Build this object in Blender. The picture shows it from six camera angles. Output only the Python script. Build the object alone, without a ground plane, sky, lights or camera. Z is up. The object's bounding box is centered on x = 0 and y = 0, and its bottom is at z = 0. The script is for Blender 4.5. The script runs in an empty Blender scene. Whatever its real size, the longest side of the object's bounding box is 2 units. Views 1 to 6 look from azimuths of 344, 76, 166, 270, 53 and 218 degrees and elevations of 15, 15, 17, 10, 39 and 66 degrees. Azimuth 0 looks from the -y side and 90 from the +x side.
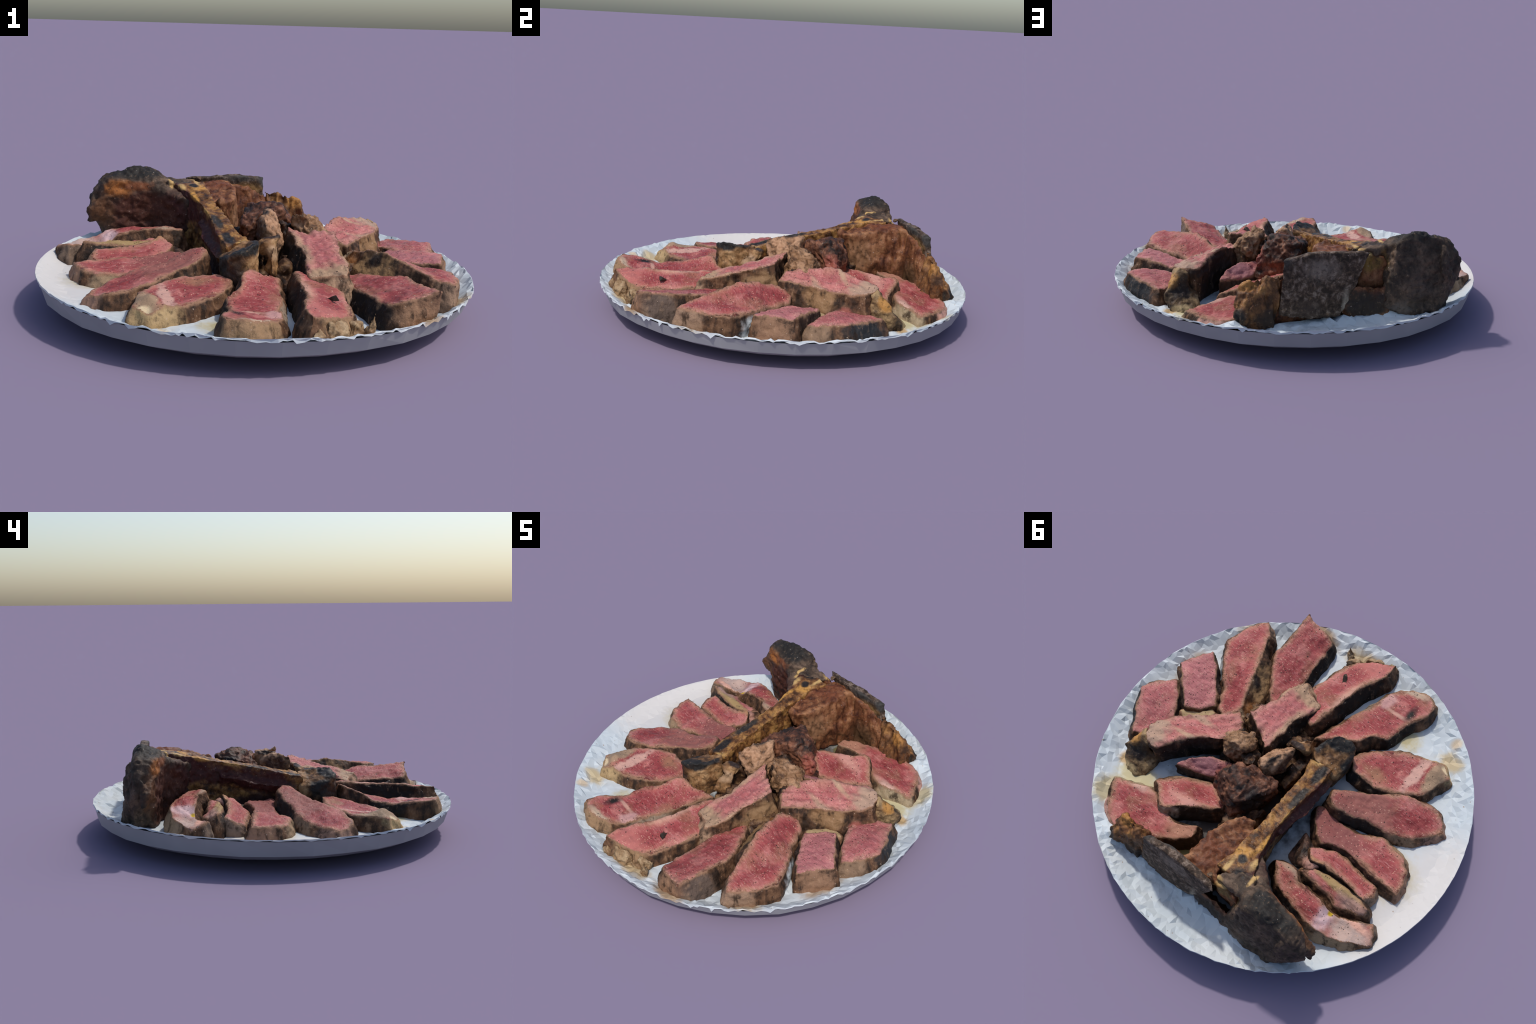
"""Sliced grilled T-bone steak served on a foil-lined round platter."""
import bpy, bmesh, math, random
import numpy as np
from mathutils import Vector, noise as mnoise
from mathutils.bvhtree import BVHTree
from mathutils.geometry import tessellate_polygon, delaunay_2d_cdt

random.seed(11)
COL = bpy.context.scene.collection
FLOOR = 0.110          # top of the foil in the middle of the platter


# ----------------------------------------------------------------------------
# scene helpers
# ----------------------------------------------------------------------------
def thing(name, loc, label, category):
    o = bpy.data.objects.new(name, None)
    o.empty_display_size = 0.05
    o.location = loc
    o["label"] = label
    o["category"] = category
    COL.objects.link(o)
    return o


def part(name, mesh, parent, mat, stuff=False):
    mesh.name = name
    o = bpy.data.objects.new(name, mesh)
    o.parent = parent
    mesh.materials.clear()
    mesh.materials.append(mat)
    if stuff:
        o["kind"] = "stuff"
    COL.objects.link(o)
    return o


def remeshed(verts, faces, voxel):
    """Voxel remesh of (possibly overlapping) closed shells -> verts, quads."""
    me = bpy.data.meshes.new("shell")
    me.from_pydata([tuple(v) for v in verts], [], faces)
    bm = bmesh.new()
    bm.from_mesh(me)
    bmesh.ops.recalc_face_normals(bm, faces=bm.faces)
    bm.to_mesh(me)
    bm.free()
    ob = bpy.data.objects.new("shell", me)
    COL.objects.link(ob)
    md = ob.modifiers.new("remesh", "REMESH")
    md.mode = "VOXEL"
    md.voxel_size = voxel
    md.adaptivity = 0
    dg = bpy.context.evaluated_depsgraph_get()
    ev = ob.evaluated_get(dg)
    out = bpy.data.meshes.new_from_object(ev)
    n = len(out.vertices)
    co = np.empty(n * 3)
    out.vertices.foreach_get("co", co)
    co = co.reshape(-1, 3)
    lt = np.empty(len(out.polygons), int)
    out.polygons.foreach_get("loop_total", lt)
    li = np.empty(len(out.loops), int)
    out.loops.foreach_get("vertex_index", li)
    ls = np.empty(len(out.polygons), int)
    out.polygons.foreach_get("loop_start", ls)
    quads = np.array([li[s:s + 4] for s, t in zip(ls, lt) if t == 4])
    bpy.data.objects.remove(ob)
    bpy.data.meshes.remove(me)
    bpy.data.meshes.remove(out)
    return co, quads


def smooth(co, quads, times, weight=None, lam=0.5):
    e = np.concatenate([quads[:, [0, 1]], quads[:, [1, 2]], quads[:, [2, 3]], quads[:, [3, 0]]])
    e = np.concatenate([e, e[:, ::-1]])
    deg = np.bincount(e[:, 0], minlength=len(co)).astype(float)
    w = lam if weight is None else (lam * weight)[:, None]
    for _ in range(times):
        s = np.stack([np.bincount(e[:, 0], co[e[:, 1], k], minlength=len(co)) for k in range(3)], 1)
        co = co + w * (s / np.maximum(deg, 1)[:, None] - co)
    return co


def vnormals(co, quads):
    fn = np.cross(co[quads[:, 2]] - co[quads[:, 0]], co[quads[:, 3]] - co[quads[:, 1]])
    n = np.zeros_like(co)
    for k in range(4):
        for a in range(3):
            n[:, a] += np.bincount(quads[:, k], fn[:, a], minlength=len(co))
    return n / np.maximum(np.linalg.norm(n, axis=1), 1e-9)[:, None]


def fbm(co, scale, seed, octaves=3, stretch=(1, 1, 1)):
    off = Vector((seed * 3.17, seed * 1.31, seed * 7.7))
    s = np.array(stretch)
    return np.array([mnoise.fractal(Vector(p * s) * scale + off, 0.9, 2.1, octaves) for p in co])


def submesh(name, co, quads, normals, attr=None):
    used = np.unique(quads)
    back = np.full(len(co), -1)
    back[used] = np.arange(len(used))
    me = bpy.data.meshes.new(name)
    me.from_pydata(co[used].tolist(), [], back[quads].tolist())
    me.polygons.foreach_set("use_smooth", [True] * len(me.polygons))
    if attr is not None:
        a = me.attributes.new("edge_distance", "FLOAT", "POINT")
        a.data.foreach_set("value", attr[used].astype(np.float32))
    me.update()
    me.normals_split_custom_set_from_vertices(normals[used].tolist())
    return me


# ----------------------------------------------------------------------------
# material helpers
# ----------------------------------------------------------------------------
class Nodes:
    def __init__(self, name, origin=(0, 0, 0), seed=0):
        self.mat = bpy.data.materials.new(name)
        self.mat.use_nodes = True
        self.t = self.mat.node_tree
        self.t.nodes.clear()
        self.out = self.n("ShaderNodeOutputMaterial")
        self.bsdf = self.n("ShaderNodeBsdfPrincipled")
        self.link(self.bsdf.outputs[0], self.out.inputs[0])
        self.origin = Vector(origin)
        self.obj = self.n("ShaderNodeTexCoord").outputs["Object"]
        self.vec = self.vmath("ADD", self.obj, (seed * 1.7, seed * 0.9, seed * 2.3))

    def n(self, kind, **kw):
        x = self.t.nodes.new(kind)
        for k, v in kw.items():
            setattr(x, k, v)
        return x

    def link(self, a, b):
        self.t.links.new(a, b)

    def put(self, sock, val):
        if hasattr(val, "is_output") or isinstance(val, bpy.types.NodeSocket):
            self.link(val, sock)
        elif hasattr(sock.default_value, "__len__"):
            sock.default_value = tuple(val) + (1.0,) * (len(sock.default_value) - len(val))
        else:
            sock.default_value = val

    def vmath(self, op, a, b=(0, 0, 0)):
        x = self.n("ShaderNodeVectorMath", operation=op)
        self.put(x.inputs[0], a)
        self.put(x.inputs[1], b)
        return x.outputs["Value"] if op in ("LENGTH", "DISTANCE", "DOT_PRODUCT") else x.outputs[0]

    def math(self, op, a, b=0.0, clamp=False):
        x = self.n("ShaderNodeMath", operation=op, use_clamp=clamp)
        self.put(x.inputs[0], a)
        self.put(x.inputs[1], b)
        return x.outputs[0]

    def noise(self, scale, detail=3.0, rough=0.55, distort=0.0, vec=None):
        x = self.n("ShaderNodeTexNoise")
        self.link(vec or self.vec, x.inputs["Vector"])
        x.inputs["Scale"].default_value = scale
        x.inputs["Detail"].default_value = detail
        x.inputs["Roughness"].default_value = rough
        x.inputs["Distortion"].default_value = distort
        return x.outputs[0]

    def stretched(self, scale, rot=(0, 0, 0)):
        x = self.n("ShaderNodeMapping")
        self.link(self.vec, x.inputs[0])
        x.inputs["Rotation"].default_value = rot
        x.inputs["Scale"].default_value = scale
        return x.outputs[0]

    def rng(self, v, a, b, c=0.0, d=1.0):
        x = self.n("ShaderNodeMapRange", interpolation_type="SMOOTHSTEP")
        self.put(x.inputs[0], v)
        for i, q in enumerate((a, b, c, d)):
            x.inputs[i + 1].default_value = q
        return x.outputs[0]

    def ramp(self, fac, stops):
        x = self.n("ShaderNodeValToRGB")
        self.put(x.inputs[0], fac)
        el = x.color_ramp.elements
        while len(el) < len(stops):
            el.new(0.5)
        for e, (p, c) in zip(el, stops):
            e.position = p
            e.color = tuple(c) + (1,)
        return x.outputs[0]

    def mix(self, fac, a, b, mode="MIX"):
        x = self.n("ShaderNodeMix", data_type="RGBA", blend_type=mode)
        self.put(x.inputs[0], fac)
        self.put(x.inputs[6], a)
        self.put(x.inputs[7], b)
        return x.outputs[2]

    def specks(self, scale, size, share, seed=0.0):
        """mask of scattered grains: cells of a Voronoi, some of them filled"""
        if not hasattr(self, "warp"):
            w = self.n("ShaderNodeTexNoise")
            self.link(self.vec, w.inputs["Vector"])
            w.inputs["Scale"].default_value = 90
            self.warp = self.vmath("MULTIPLY", w.outputs["Color"], (0.012, 0.012, 0.012))
            self.crowd = self.noise(9, 3, 0.6)
        v = self.vmath("ADD", self.vec, (seed, seed, seed))
        v = self.vmath("ADD", v, self.warp)
        x = self.n("ShaderNodeTexVoronoi")
        self.link(v, x.inputs["Vector"])
        x.inputs["Scale"].default_value = scale
        near = self.rng(x.outputs["Distance"], size, size * 0.5)
        share = self.math("MULTIPLY", self.rng(self.crowd, 0.35, 0.68, 0.25, 2.4), share)
        pick = self.math("LESS_THAN", self.n_sep(x.outputs["Color"]), share)
        return self.math("MULTIPLY", near, pick)

    def n_sep(self, c):
        x = self.n("ShaderNodeSeparateColor")
        self.link(c, x.inputs[0])
        return x.outputs[0]

    def patch(self, col, centre, radius, colour, soft=0.45, rag=0.7, strength=1.0):
        """blend a ragged ellipsoidal patch of colour around a world point"""
        c = Vector(centre) - self.origin
        r = radius if hasattr(radius, "__len__") else (radius,) * 3
        v = self.vmath("SUBTRACT", self.obj, tuple(c))
        v = self.vmath("MULTIPLY", v, tuple(1.0 / q for q in r))
        d = self.vmath("LENGTH", v)
        if not hasattr(self, "rag"):
            self.rag = self.math("SUBTRACT", self.noise(22, 4, 0.6), 0.5)
        d = self.math("ADD", d, self.math("MULTIPLY", self.rag, rag))
        m = self.rng(d, 1.0, 1.0 - soft, 0.0, strength)
        return self.mix(m, col, colour)

    def finish(self, col, rough=0.5, bump=None, strength=0.3, dist=0.004, spec=0.4):
        self.put(self.bsdf.inputs["Base Color"], col)
        self.put(self.bsdf.inputs["Roughness"], rough)
        self.bsdf.inputs["Specular IOR Level"].default_value = spec
        if bump is not None:
            b = self.n("ShaderNodeBump")
            b.inputs["Strength"].default_value = strength
            b.inputs["Distance"].default_value = dist
            self.link(bump, b.inputs["Height"])
            self.link(b.outputs[0], self.bsdf.inputs["Normal"])
        return self.mat


TAN = (0.42, 0.255, 0.165)
BROWN = (0.22, 0.115, 0.06)
CHAR = (0.022, 0.018, 0.016)
FAT = (0.70, 0.46, 0.37)
CREAM = (0.55, 0.40, 0.24)
RUB = (0.27, 0.105, 0.085)
GOLD = (0.48, 0.24, 0.06)


def cut_face_material(origin, seed, grain=0.0, patches=(), pale=0.0, edge=1.0):
    m = Nodes("medium_rare_cut", origin, seed)
    a = m.n("ShaderNodeAttribute", attribute_name="edge_distance")
    d = a.outputs["Fac"]
    wob = m.math("MULTIPLY", m.math("SUBTRACT", m.noise(15, 5, 0.65), 0.5), 0.055)
    d = m.math("ADD", d, wob)
    d = m.math("MULTIPLY", d, 10.0 / edge, clamp=True)
    col = m.ramp(d, [(0.0, (0.11, 0.052, 0.03)), (0.06, (0.31, 0.165, 0.10)), (0.15, (0.40, 0.18, 0.125)),
                     (0.28, (0.38, 0.105, 0.09)), (0.52, (0.315, 0.064, 0.065)), (1.0, (0.265, 0.046, 0.048))])
    blot = m.noise(7.5, 5, 0.65)
    col = m.mix(m.rng(blot, 0.51, 0.66, 0, 0.7), col, (0.50, 0.19, 0.165))
    col = m.mix(m.rng(blot, 0.48, 0.34, 0, 0.75), col, (0.19, 0.028, 0.03))
    roast = m.noise(6.5, 4, 0.6, 0.4, m.vmath("ADD", m.vec, (5.1, 2.2, 0.3)))
    col = m.mix(m.rng(roast, 0.53, 0.68, 0, 0.65), col, (0.27, 0.115, 0.07))
    if pale:
        col = m.mix(pale, col, (0.54, 0.22, 0.22))
    fib = m.noise(1.0, 5, 0.7, 0.8, m.stretched((22, 150, 90), (0, 0, -grain)))
    col = m.mix(m.rng(fib, 0.50, 0.72, 0, 0.45), col, (0.62, 0.32, 0.29))
    col = m.mix(m.rng(fib, 0.49, 0.30, 0, 0.6), col, (0.17, 0.04, 0.035))
    grit = m.noise(75, 4, 0.75)
    col = m.mix(m.rng(grit, 0.54, 0.68, 0, 0.55), col, (0.19, 0.085, 0.06))
    for p in patches:
        col = m.patch(col, *p)
    col = m.mix(m.math("MULTIPLY", m.specks(95, 0.40, 0.12), 0.9), col, (0.05, 0.025, 0.02))
    col = m.mix(m.math("MULTIPLY", m.specks(46, 0.22, 0.06, 3.3), 0.95), col, (0.03, 0.02, 0.018))
    col = m.mix(m.math("MULTIPLY", m.specks(110, 0.42, 0.14, 7.1), 0.6), col, (0.62, 0.37, 0.27))
    bump = m.math("ADD", m.math("MULTIPLY", fib, 0.7), m.noise(70, 3, 0.6))
    return m.finish(col, m.rng(m.noise(30), 0.3, 0.7, 0.34, 0.6), bump, 0.6, 0.006, 0.14)


def crust_material(origin, seed, patches=(), base=0.5):
    m = Nodes("seared_crust", origin, seed)
    a = m.n("ShaderNodeAttribute", attribute_name="edge_distance")
    d = a.outputs["Fac"]
    streak = m.noise(1.0, 4, 0.6, 0.3, m.stretched((28, 28, 6)))
    lump = m.noise(13, 4, 0.6)
    f = m.math("ADD", m.math("MULTIPLY", streak, 0.6), m.math("MULTIPLY", lump, 0.6))
    f = m.math("ADD", f, (base - 0.5) * 0.6 - 0.19)
    col = m.ramp(f, [(0.26, (0.03, 0.02, 0.015)), (0.40, (0.11, 0.055, 0.03)), (0.52, (0.18, 0.095, 0.052)),
                     (0.64, (0.275, 0.16, 0.095)), (0.8, (0.36, 0.225, 0.14))])
    for p in patches:
        col = m.patch(col, *p)
    shade = m.math("ADD", m.math("MULTIPLY", streak, 0.7), m.math("MULTIPLY", m.noise(26, 5, 0.7), 0.5))
    col = m.mix(m.rng(shade, 0.61, 0.44, 0, 0.85), col, (0.03, 0.017, 0.011))
    col = m.mix(m.rng(shade, 0.64, 0.80, 0, 0.35), col, (0.40, 0.25, 0.15))
    wob = m.math("MULTIPLY", m.math("SUBTRACT", m.noise(34, 4, 0.6), 0.5), 0.03)
    lip = m.rng(m.math("ADD", d, wob), 0.016, 0.002)
    col = m.mix(lip, col, (0.28, 0.155, 0.095))
    col = m.mix(m.math("MULTIPLY", m.specks(70, 0.22, 0.10, 5.0), 0.8), col, (0.45, 0.34, 0.26))
    bump = m.math("ADD", streak, m.noise(60, 4, 0.65))
    return m.finish(col, 0.65, bump, 0.7, 0.008, 0.15)


def charred_material(origin, seed, dark=(0.03, 0.024, 0.02), mid=(0.11, 0.045, 0.025), light=(0.28, 0.13, 0.06),
                     level=0.5, patches=(), scale=9.0, name="charred_meat", streaks=0.0, salt=0.5, rough=0.5):
    m = Nodes(name, origin, seed)
    f = m.noise(scale, 5, 0.65, 0.3)
    if streaks:
        s = m.noise(1.0, 4, 0.6, 0.3, m.stretched((26, 26, 5)))
        f = m.math("ADD", m.math("MULTIPLY", f, 1 - streaks), m.math("MULTIPLY", s, streaks))
    f = m.math("ADD", f, level - 0.5)
    col = m.ramp(f, [(0.38, dark), (0.50, mid), (0.63, light)])
    for p in patches:
        col = m.patch(col, *p)
    fine = m.noise(48, 4, 0.7)
    col = m.mix(m.rng(fine, 0.5, 0.33, 0, 0.6), col, (0.02, 0.011, 0.008))
    col = m.mix(m.rng(fine, 0.56, 0.75, 0, 0.3), col, (0.45, 0.28, 0.16))
    if salt:
        col = m.mix(m.math("MULTIPLY", m.specks(60, 0.16, 0.10, 4.0), salt), col, (0.55, 0.46, 0.40))
    bump = m.math("ADD", f, m.math("MULTIPLY", fine, 0.7))
    return m.finish(col, rough, bump, 0.7, 0.008, 0.18)


# ----------------------------------------------------------------------------
# meat slices: a wobbly prism, remeshed, its top a cut face, its sides a crust
# ----------------------------------------------------------------------------
def prism_shell(outline, zbase, flare, reach=0.95, fray=1.0):
    """closed shell from a top outline (xyz, any winding) down to the foil"""
    P = [Vector(p) for p in outline]
    area = sum(a.x * b.y - b.x * a.y for a, b in zip(P, P[1:] + P[:1]))
    if area < 0:
        P.reverse()
    # subdivide the outline and fray it a little
    Q = []
    for a, b in zip(P, P[1:] + P[:1]):
        k = max(1, round((b - a).length / 0.024))
        t = (b - a).xy.normalized()
        for i in range(k):
            p = a.lerp(b, i / k)
            w = 0.4 if i == 0 else 1.0
            j = mnoise.noise(p * 38 + Vector((7, 3, 1))) * 0.008 * fray * w
            Q.append(Vector((p.x + t.y * j, p.y - t.x * j, p.z + mnoise.noise(p * 30) * 0.006 * fray * w)))
    P = Q
    n = len(P)
    base, mid = [], []
    for i, p in enumerate(P):
        t = (P[(i + 2) % n] - P[i - 2]).xy
        nor = Vector((t.y, -t.x))
        nor = nor.normalized() if nor.length > 1e-6 else Vector((0, 0))
        fl = flare(nor, p) if callable(flare) else flare
        b = p.xy + nor * fl
        if b.length > reach:
            b = b.normalized() * reach
        mxy = p.xy.lerp(b, 0.5) + nor * (0.006 + 0.12 * fl)
        base.append(Vector((b.x, b.y, zbase)))
        mid.append(Vector((mxy.x, mxy.y, (p.z + zbase) / 2)))
    tris = tessellate_polygon([[Vector((p.x, p.y, 0)) for p in P]])
    verts = P + mid + base
    top = [tuple(t) for t in tris]
    side = []
    for i in range(n):
        j = (i + 1) % n
        side += [(i, j, n + j, n + i), (n + i, n + j, 2 * n + j, 2 * n + i)]
    bottom = [tuple(2 * n + k for k in t)[::-1] for t in tris]
    return verts, top, side, bottom


def slice_of_meat(outline, seed, grain=0.0, cut_patches=(), crust_patches=(), bumps=(), zbase=0.085, flare=0.032,
                  voxel=0.0075, rough=1.0, pale=0.0, base=0.42, name="meat_slice", label=None, edge=1.0, relief=1.0):
    verts, top, side, bottom = prism_shell(outline, zbase, flare)
    bv_top = BVHTree.FromPolygons(verts, top)
    bv_side = BVHTree.FromPolygons(verts, side)
    co, quads = remeshed(verts, top + side + bottom, voxel)
    d_top = np.array([bv_top.find_nearest(Vector(p))[3] for p in co])
    d_side = np.array([bv_side.find_nearest(Vector(p))[3] for p in co])
    is_top = np.clip(d_side / 0.03, 0, 1) * (d_top < 0.012)
    co = smooth(co, quads, 9, is_top)
    co = smooth(co, quads, 2)
    nor = vnormals(co, quads)
    f1 = fbm(co, 9.0, seed, 3)
    f2 = fbm(co, 34.0, seed + 5, 3)
    g = np.array([math.cos(grain), math.sin(grain), 0])
    along = co @ g
    across = co @ np.array([-g[1], g[0], 0])
    f3 = fbm(np.stack([along * 0.25, across, co[:, 2]], 1), 40.0, seed + 9, 3)
    sidew = np.clip(d_top / 0.03, 0, 1)
    h = (0.009 * f1 + 0.0044 * f2) * rough + 0.0022 * f3 * relief * (1 - sidew)
    h = h + sidew * 0.004 * f1
    above = np.clip((co[:, 2] - zbase) / 0.05, 0, 1)
    co2 = co + nor * (h * above)[:, None]
    hf = np.clip((co[:, 2] - zbase) / 0.1, 0, 1)
    for x, y, s, amp in bumps:
        q = np.exp(-((co[:, 0] - x) ** 2 + (co[:, 1] - y) ** 2) / (2 * s * s))
        co2[:, 2] += amp * q * hf
    co = co2
    nor = vnormals(co, quads)
    cx = np.mean([p[0] for p in outline])
    cy = np.mean([p[1] for p in outline])
    loc = Vector((cx, cy, FLOOR))
    tag = d_side - d_top + 0.004 * fbm(co, 40.0, seed + 2, 2)
    top_faces = tag[quads].mean(axis=1) > 0
    dist = np.where(tag > 0, d_side, d_top)
    root = thing(name, loc, label or "medium rare slice of grilled beef, pink inside, browned crust", "meat slice")
    local = co - np.array(loc)
    mc = cut_face_material(loc, seed, grain, cut_patches, pale, edge)
    ms = crust_material(loc, seed, crust_patches, base)
    part("cut_face", submesh("cut_face", local, quads[top_faces], nor, dist), root, mc)
    part("seared_crust", submesh("seared_crust", local, quads[~top_faces], nor, dist), root, ms)
    return root


# ----------------------------------------------------------------------------
# lumps: union of convex hulls, remeshed and roughened
# ----------------------------------------------------------------------------
def hull(points, verts, faces):
    bm = bmesh.new()
    for p in points:
        bm.verts.new(p)
    r = bmesh.ops.convex_hull(bm, input=bm.verts)
    junk = [g for g in r["geom_interior"] if isinstance(g, bmesh.types.BMVert)]
    bmesh.ops.delete(bm, geom=junk, context="VERTS")
    bm.verts.ensure_lookup_table()
    bm.verts.index_update()
    off = len(verts)
    verts += [v.co.copy() for v in bm.verts]
    faces += [tuple(off + v.index for v in f.verts) for f in bm.faces]
    bm.free()


def lump(hulls, seed, loc, voxel=0.008, amp=(0.012, 0.005), freq=(9, 30), rounds=4, bumps=(), stretch=(1, 1, 1), swell=-0.003):
    verts, faces = [], []
    for h in hulls:
        hull(h, verts, faces)
    co, quads = remeshed(verts, faces, voxel)
    co = smooth(co, quads, rounds)
    nor = vnormals(co, quads)
    h = swell + amp[0] * fbm(co, freq[0], seed, 3, stretch) + amp[1] * (0.6 - 2.2 * np.abs(fbm(co, freq[1] * 0.6, seed + 4, 3, stretch)))
    co = co + nor * h[:, None]
    for x, y, z, s, a in bumps:
        q = np.exp(-((co - np.array((x, y, z))) ** 2).sum(1) / (2 * s * s))
        co = co + nor * (a * q)[:, None]
    co[:, 2] = np.maximum(co[:, 2], 0.080)
    nor = vnormals(co, quads)
    return submesh("lump", co - np.array(loc), quads, nor)


# ----------------------------------------------------------------------------
# platter
# ----------------------------------------------------------------------------
def foil_height(x, y):
    """lined platter: slightly tilted floor, sloping flank, rolled rim, foil pushed up under the bone"""
    r = math.hypot(x, y)
    lean = (x * math.cos(2.4) + y * math.sin(2.4))
    floor = 0.114 + 0.019 * lean
    rim = 0.169 + 0.011 * lean
    k = float(np.interp(r, (0.0, 0.89, 0.94, 0.985, 1.0), (0.0, 0.04, 0.42, 0.95, 1.0)))
    z = floor + (rim - floor) * k
    along = 1 / (1 + math.exp(-(x + 0.42) / 0.04)) / (1 + math.exp((x - 0.30) / 0.03))
    z += 0.034 * along * math.exp(-((y - 0.765) / 0.032) ** 2) * (1 + 0.5 * mnoise.noise(Vector((x * 16, y * 16, 0.5))))
    z += 0.05 * math.exp(-((x - 0.49) ** 2 + (y - 0.765) ** 2) / 0.0032)
    return z


def build_platter():
    root = thing("foil_lined_platter", (0, 0, 0), "round shallow platter lined with crumpled white-grey foil", "plate")
    rng = np.random.default_rng(5)

    def calm(a):
        """the flank towards -x lies smooth, the rest is crumpled"""
        q = math.atan2(math.sin(a - 3.02), math.cos(a - 3.02)) / 0.60
        return math.exp(-(q ** 4))

    pts = []
    rim = []
    a = 0.0
    while a < 2 * math.pi - 0.012:
        rim.append(a)
        a += rng.uniform(0.012, 0.034)
    for a in rim:
        k = 1 - 0.8 * calm(a)
        pts.append((a, 0.997 + rng.uniform(-0.005, 0.003) * k, foil_height(math.cos(a), math.sin(a)) + rng.uniform(-0.004, 0.008) * k))
    grid = {}

    def free(x, y, gap):
        i, j = int(x // 0.03), int(y // 0.03)
        for p in range(i - 3, i + 4):
            for q in range(j - 3, j + 4):
                for (u, v) in grid.get((p, q), ()):
                    if (u - x) ** 2 + (v - y) ** 2 < gap * gap:
                        return False
        grid.setdefault((i, j), []).append((x, y))
        return True

    for _ in range(30000):
        a = rng.uniform(0, 2 * math.pi)
        r = math.sqrt(rng.uniform(0, 1)) * 0.988
        gap = np.interp(r, (0.6, 0.80, 0.92), (0.05, 0.030, 0.016)) * rng.uniform(0.7, 2.0)
        if not free(r * math.cos(a), r * math.sin(a), gap):
            continue
        crisp = (1 - 0.93 * calm(a)) * np.interp(r, (0.5, 0.80, 0.9, 1.0), (0.15, 0.45, 1.0, 1.0))
        fold = mnoise.noise(Vector((r * math.cos(a) * 11, r * math.sin(a) * 11, 3.0)))
        pts.append((a, r, foil_height(r * math.cos(a), r * math.sin(a)) + (rng.normal() * 0.0044 + 0.006 * fold) * crisp))
    flat = [Vector((r * math.cos(a), r * math.sin(a))) for a, r, z in pts]
    v2, _, tri, ov, _, _ = delaunay_2d_cdt(flat, [], [], 0, 1e-5)
    verts = [(p.x, p.y, max(pts[o[0]][2], 0.09)) for p, o in zip(v2, ov)]
    faces = [tuple(t) for t in tri]
    # narrow torn lip folded over the outside
    outer = [i for i, o in enumerate(ov) if o[0] < len(rim)]
    outer.sort(key=lambda i: math.atan2(verts[i][1], verts[i][0]))
    lip = []
    for i in outer:
        x, y, z = verts[i]
        k = 1 - 0.4 * calm(math.atan2(y, x))
        drop = 0.004 + abs(rng.normal()) * 0.005 * k + (0.010 if rng.uniform() < 0.06 else 0)
        out = 1.0 / max(math.hypot(x, y), 0.999) + 0.001
        lip.append(len(verts))
        verts.append((x * out, y * out, z - drop))
    m = len(outer)
    for k in range(m):
        j = (k + 1) % m
        faces += [(outer[k], lip[k], outer[j]), (lip[k], lip[j], outer[j])]
    me = bpy.data.meshes.new("foil_lining")
    me.from_pydata(verts, [], faces)
    me.update()
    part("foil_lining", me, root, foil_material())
    # body of the platter: shallow bowl-shaped underside
    prof = [(0.993, 0.158), (0.970, 0.088), (0.900, 0.055), (0.75, 0.024), (0.5, 0.006), (0.25, 0.0)]
    n = 36
    v, f = [], []
    for k, (r, z) in enumerate(prof):
        for i in range(n):
            a = 2 * math.pi * i / n
            q = 1 + rng.uniform(-0.004, 0.004) * (0 < k < 5)
            lean = 0.011 * math.cos(a - 2.4) if k == 0 else 0.0
            v.append((r * q * math.cos(a), r * q * math.sin(a), z + lean))
    for k in range(len(prof) - 1):
        for i in range(n):
            j = (i + 1) % n
            f.append((k * n + i, (k + 1) * n + i, (k + 1) * n + j, k * n + j))
    f.append(tuple((len(prof) - 1) * n + i for i in range(n))[::-1])
    me = bpy.data.meshes.new("platter_body")
    me.from_pydata(v, [], f)
    me.update()
    part("platter_body", me, root, wall_material())
    return root


STAINS = [((0.12, 0.18, 0.11), (0.46, 0.70, 0.4), (0.035, 0.022, 0.015), 0.97),  # not juice: foil painted near-black for the shadow in the central gaps
          ((-0.28, -0.66, 0.1), (0.17, 0.13, 0.2), (0.50, 0.42, 0.22)),
          ((-0.60, -0.68, 0.1), (0.10, 0.07, 0.2), (0.50, 0.40, 0.24)),
          ((0.42, -0.86, 0.1), (0.16, 0.06, 0.2), (0.40, 0.28, 0.17)),
          ((0.72, -0.60, 0.1), (0.12, 0.10, 0.2), (0.42, 0.33, 0.22)),
          ((-0.72, 0.03, 0.1), (0.20, 0.18, 0.2), (0.52, 0.46, 0.33)),
          ((0.70, 0.62, 0.1), (0.10, 0.12, 0.2), (0.52, 0.44, 0.27)),
          ((0.10, -0.88, 0.1), (0.20, 0.08, 0.2), (0.42, 0.31, 0.17)),
          ((-0.27, -0.86, 0.1), (0.12, 0.05, 0.2), (0.58, 0.47, 0.30)),
          ((0.62, 0.46, 0.1), (0.18, 0.11, 0.2), (0.52, 0.45, 0.25)),
          ((0.75, 0.42, 0.1), (0.06, 0.05, 0.2), (0.45, 0.30, 0.14)),
          ((0.16, 0.60, 0.1), (0.16, 0.12, 0.3), (0.20, 0.17, 0.05)),
          ((-0.63, -0.07, 0.1), (0.10, 0.05, 0.2), (0.56, 0.48, 0.30)),
          ((0.86, -0.22, 0.1), (0.06, 0.16, 0.2), (0.45, 0.36, 0.27)),
          ((-0.57, -0.78, 0.1), (0.05, 0.04, 0.2), (0.58, 0.46, 0.32))]


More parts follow.
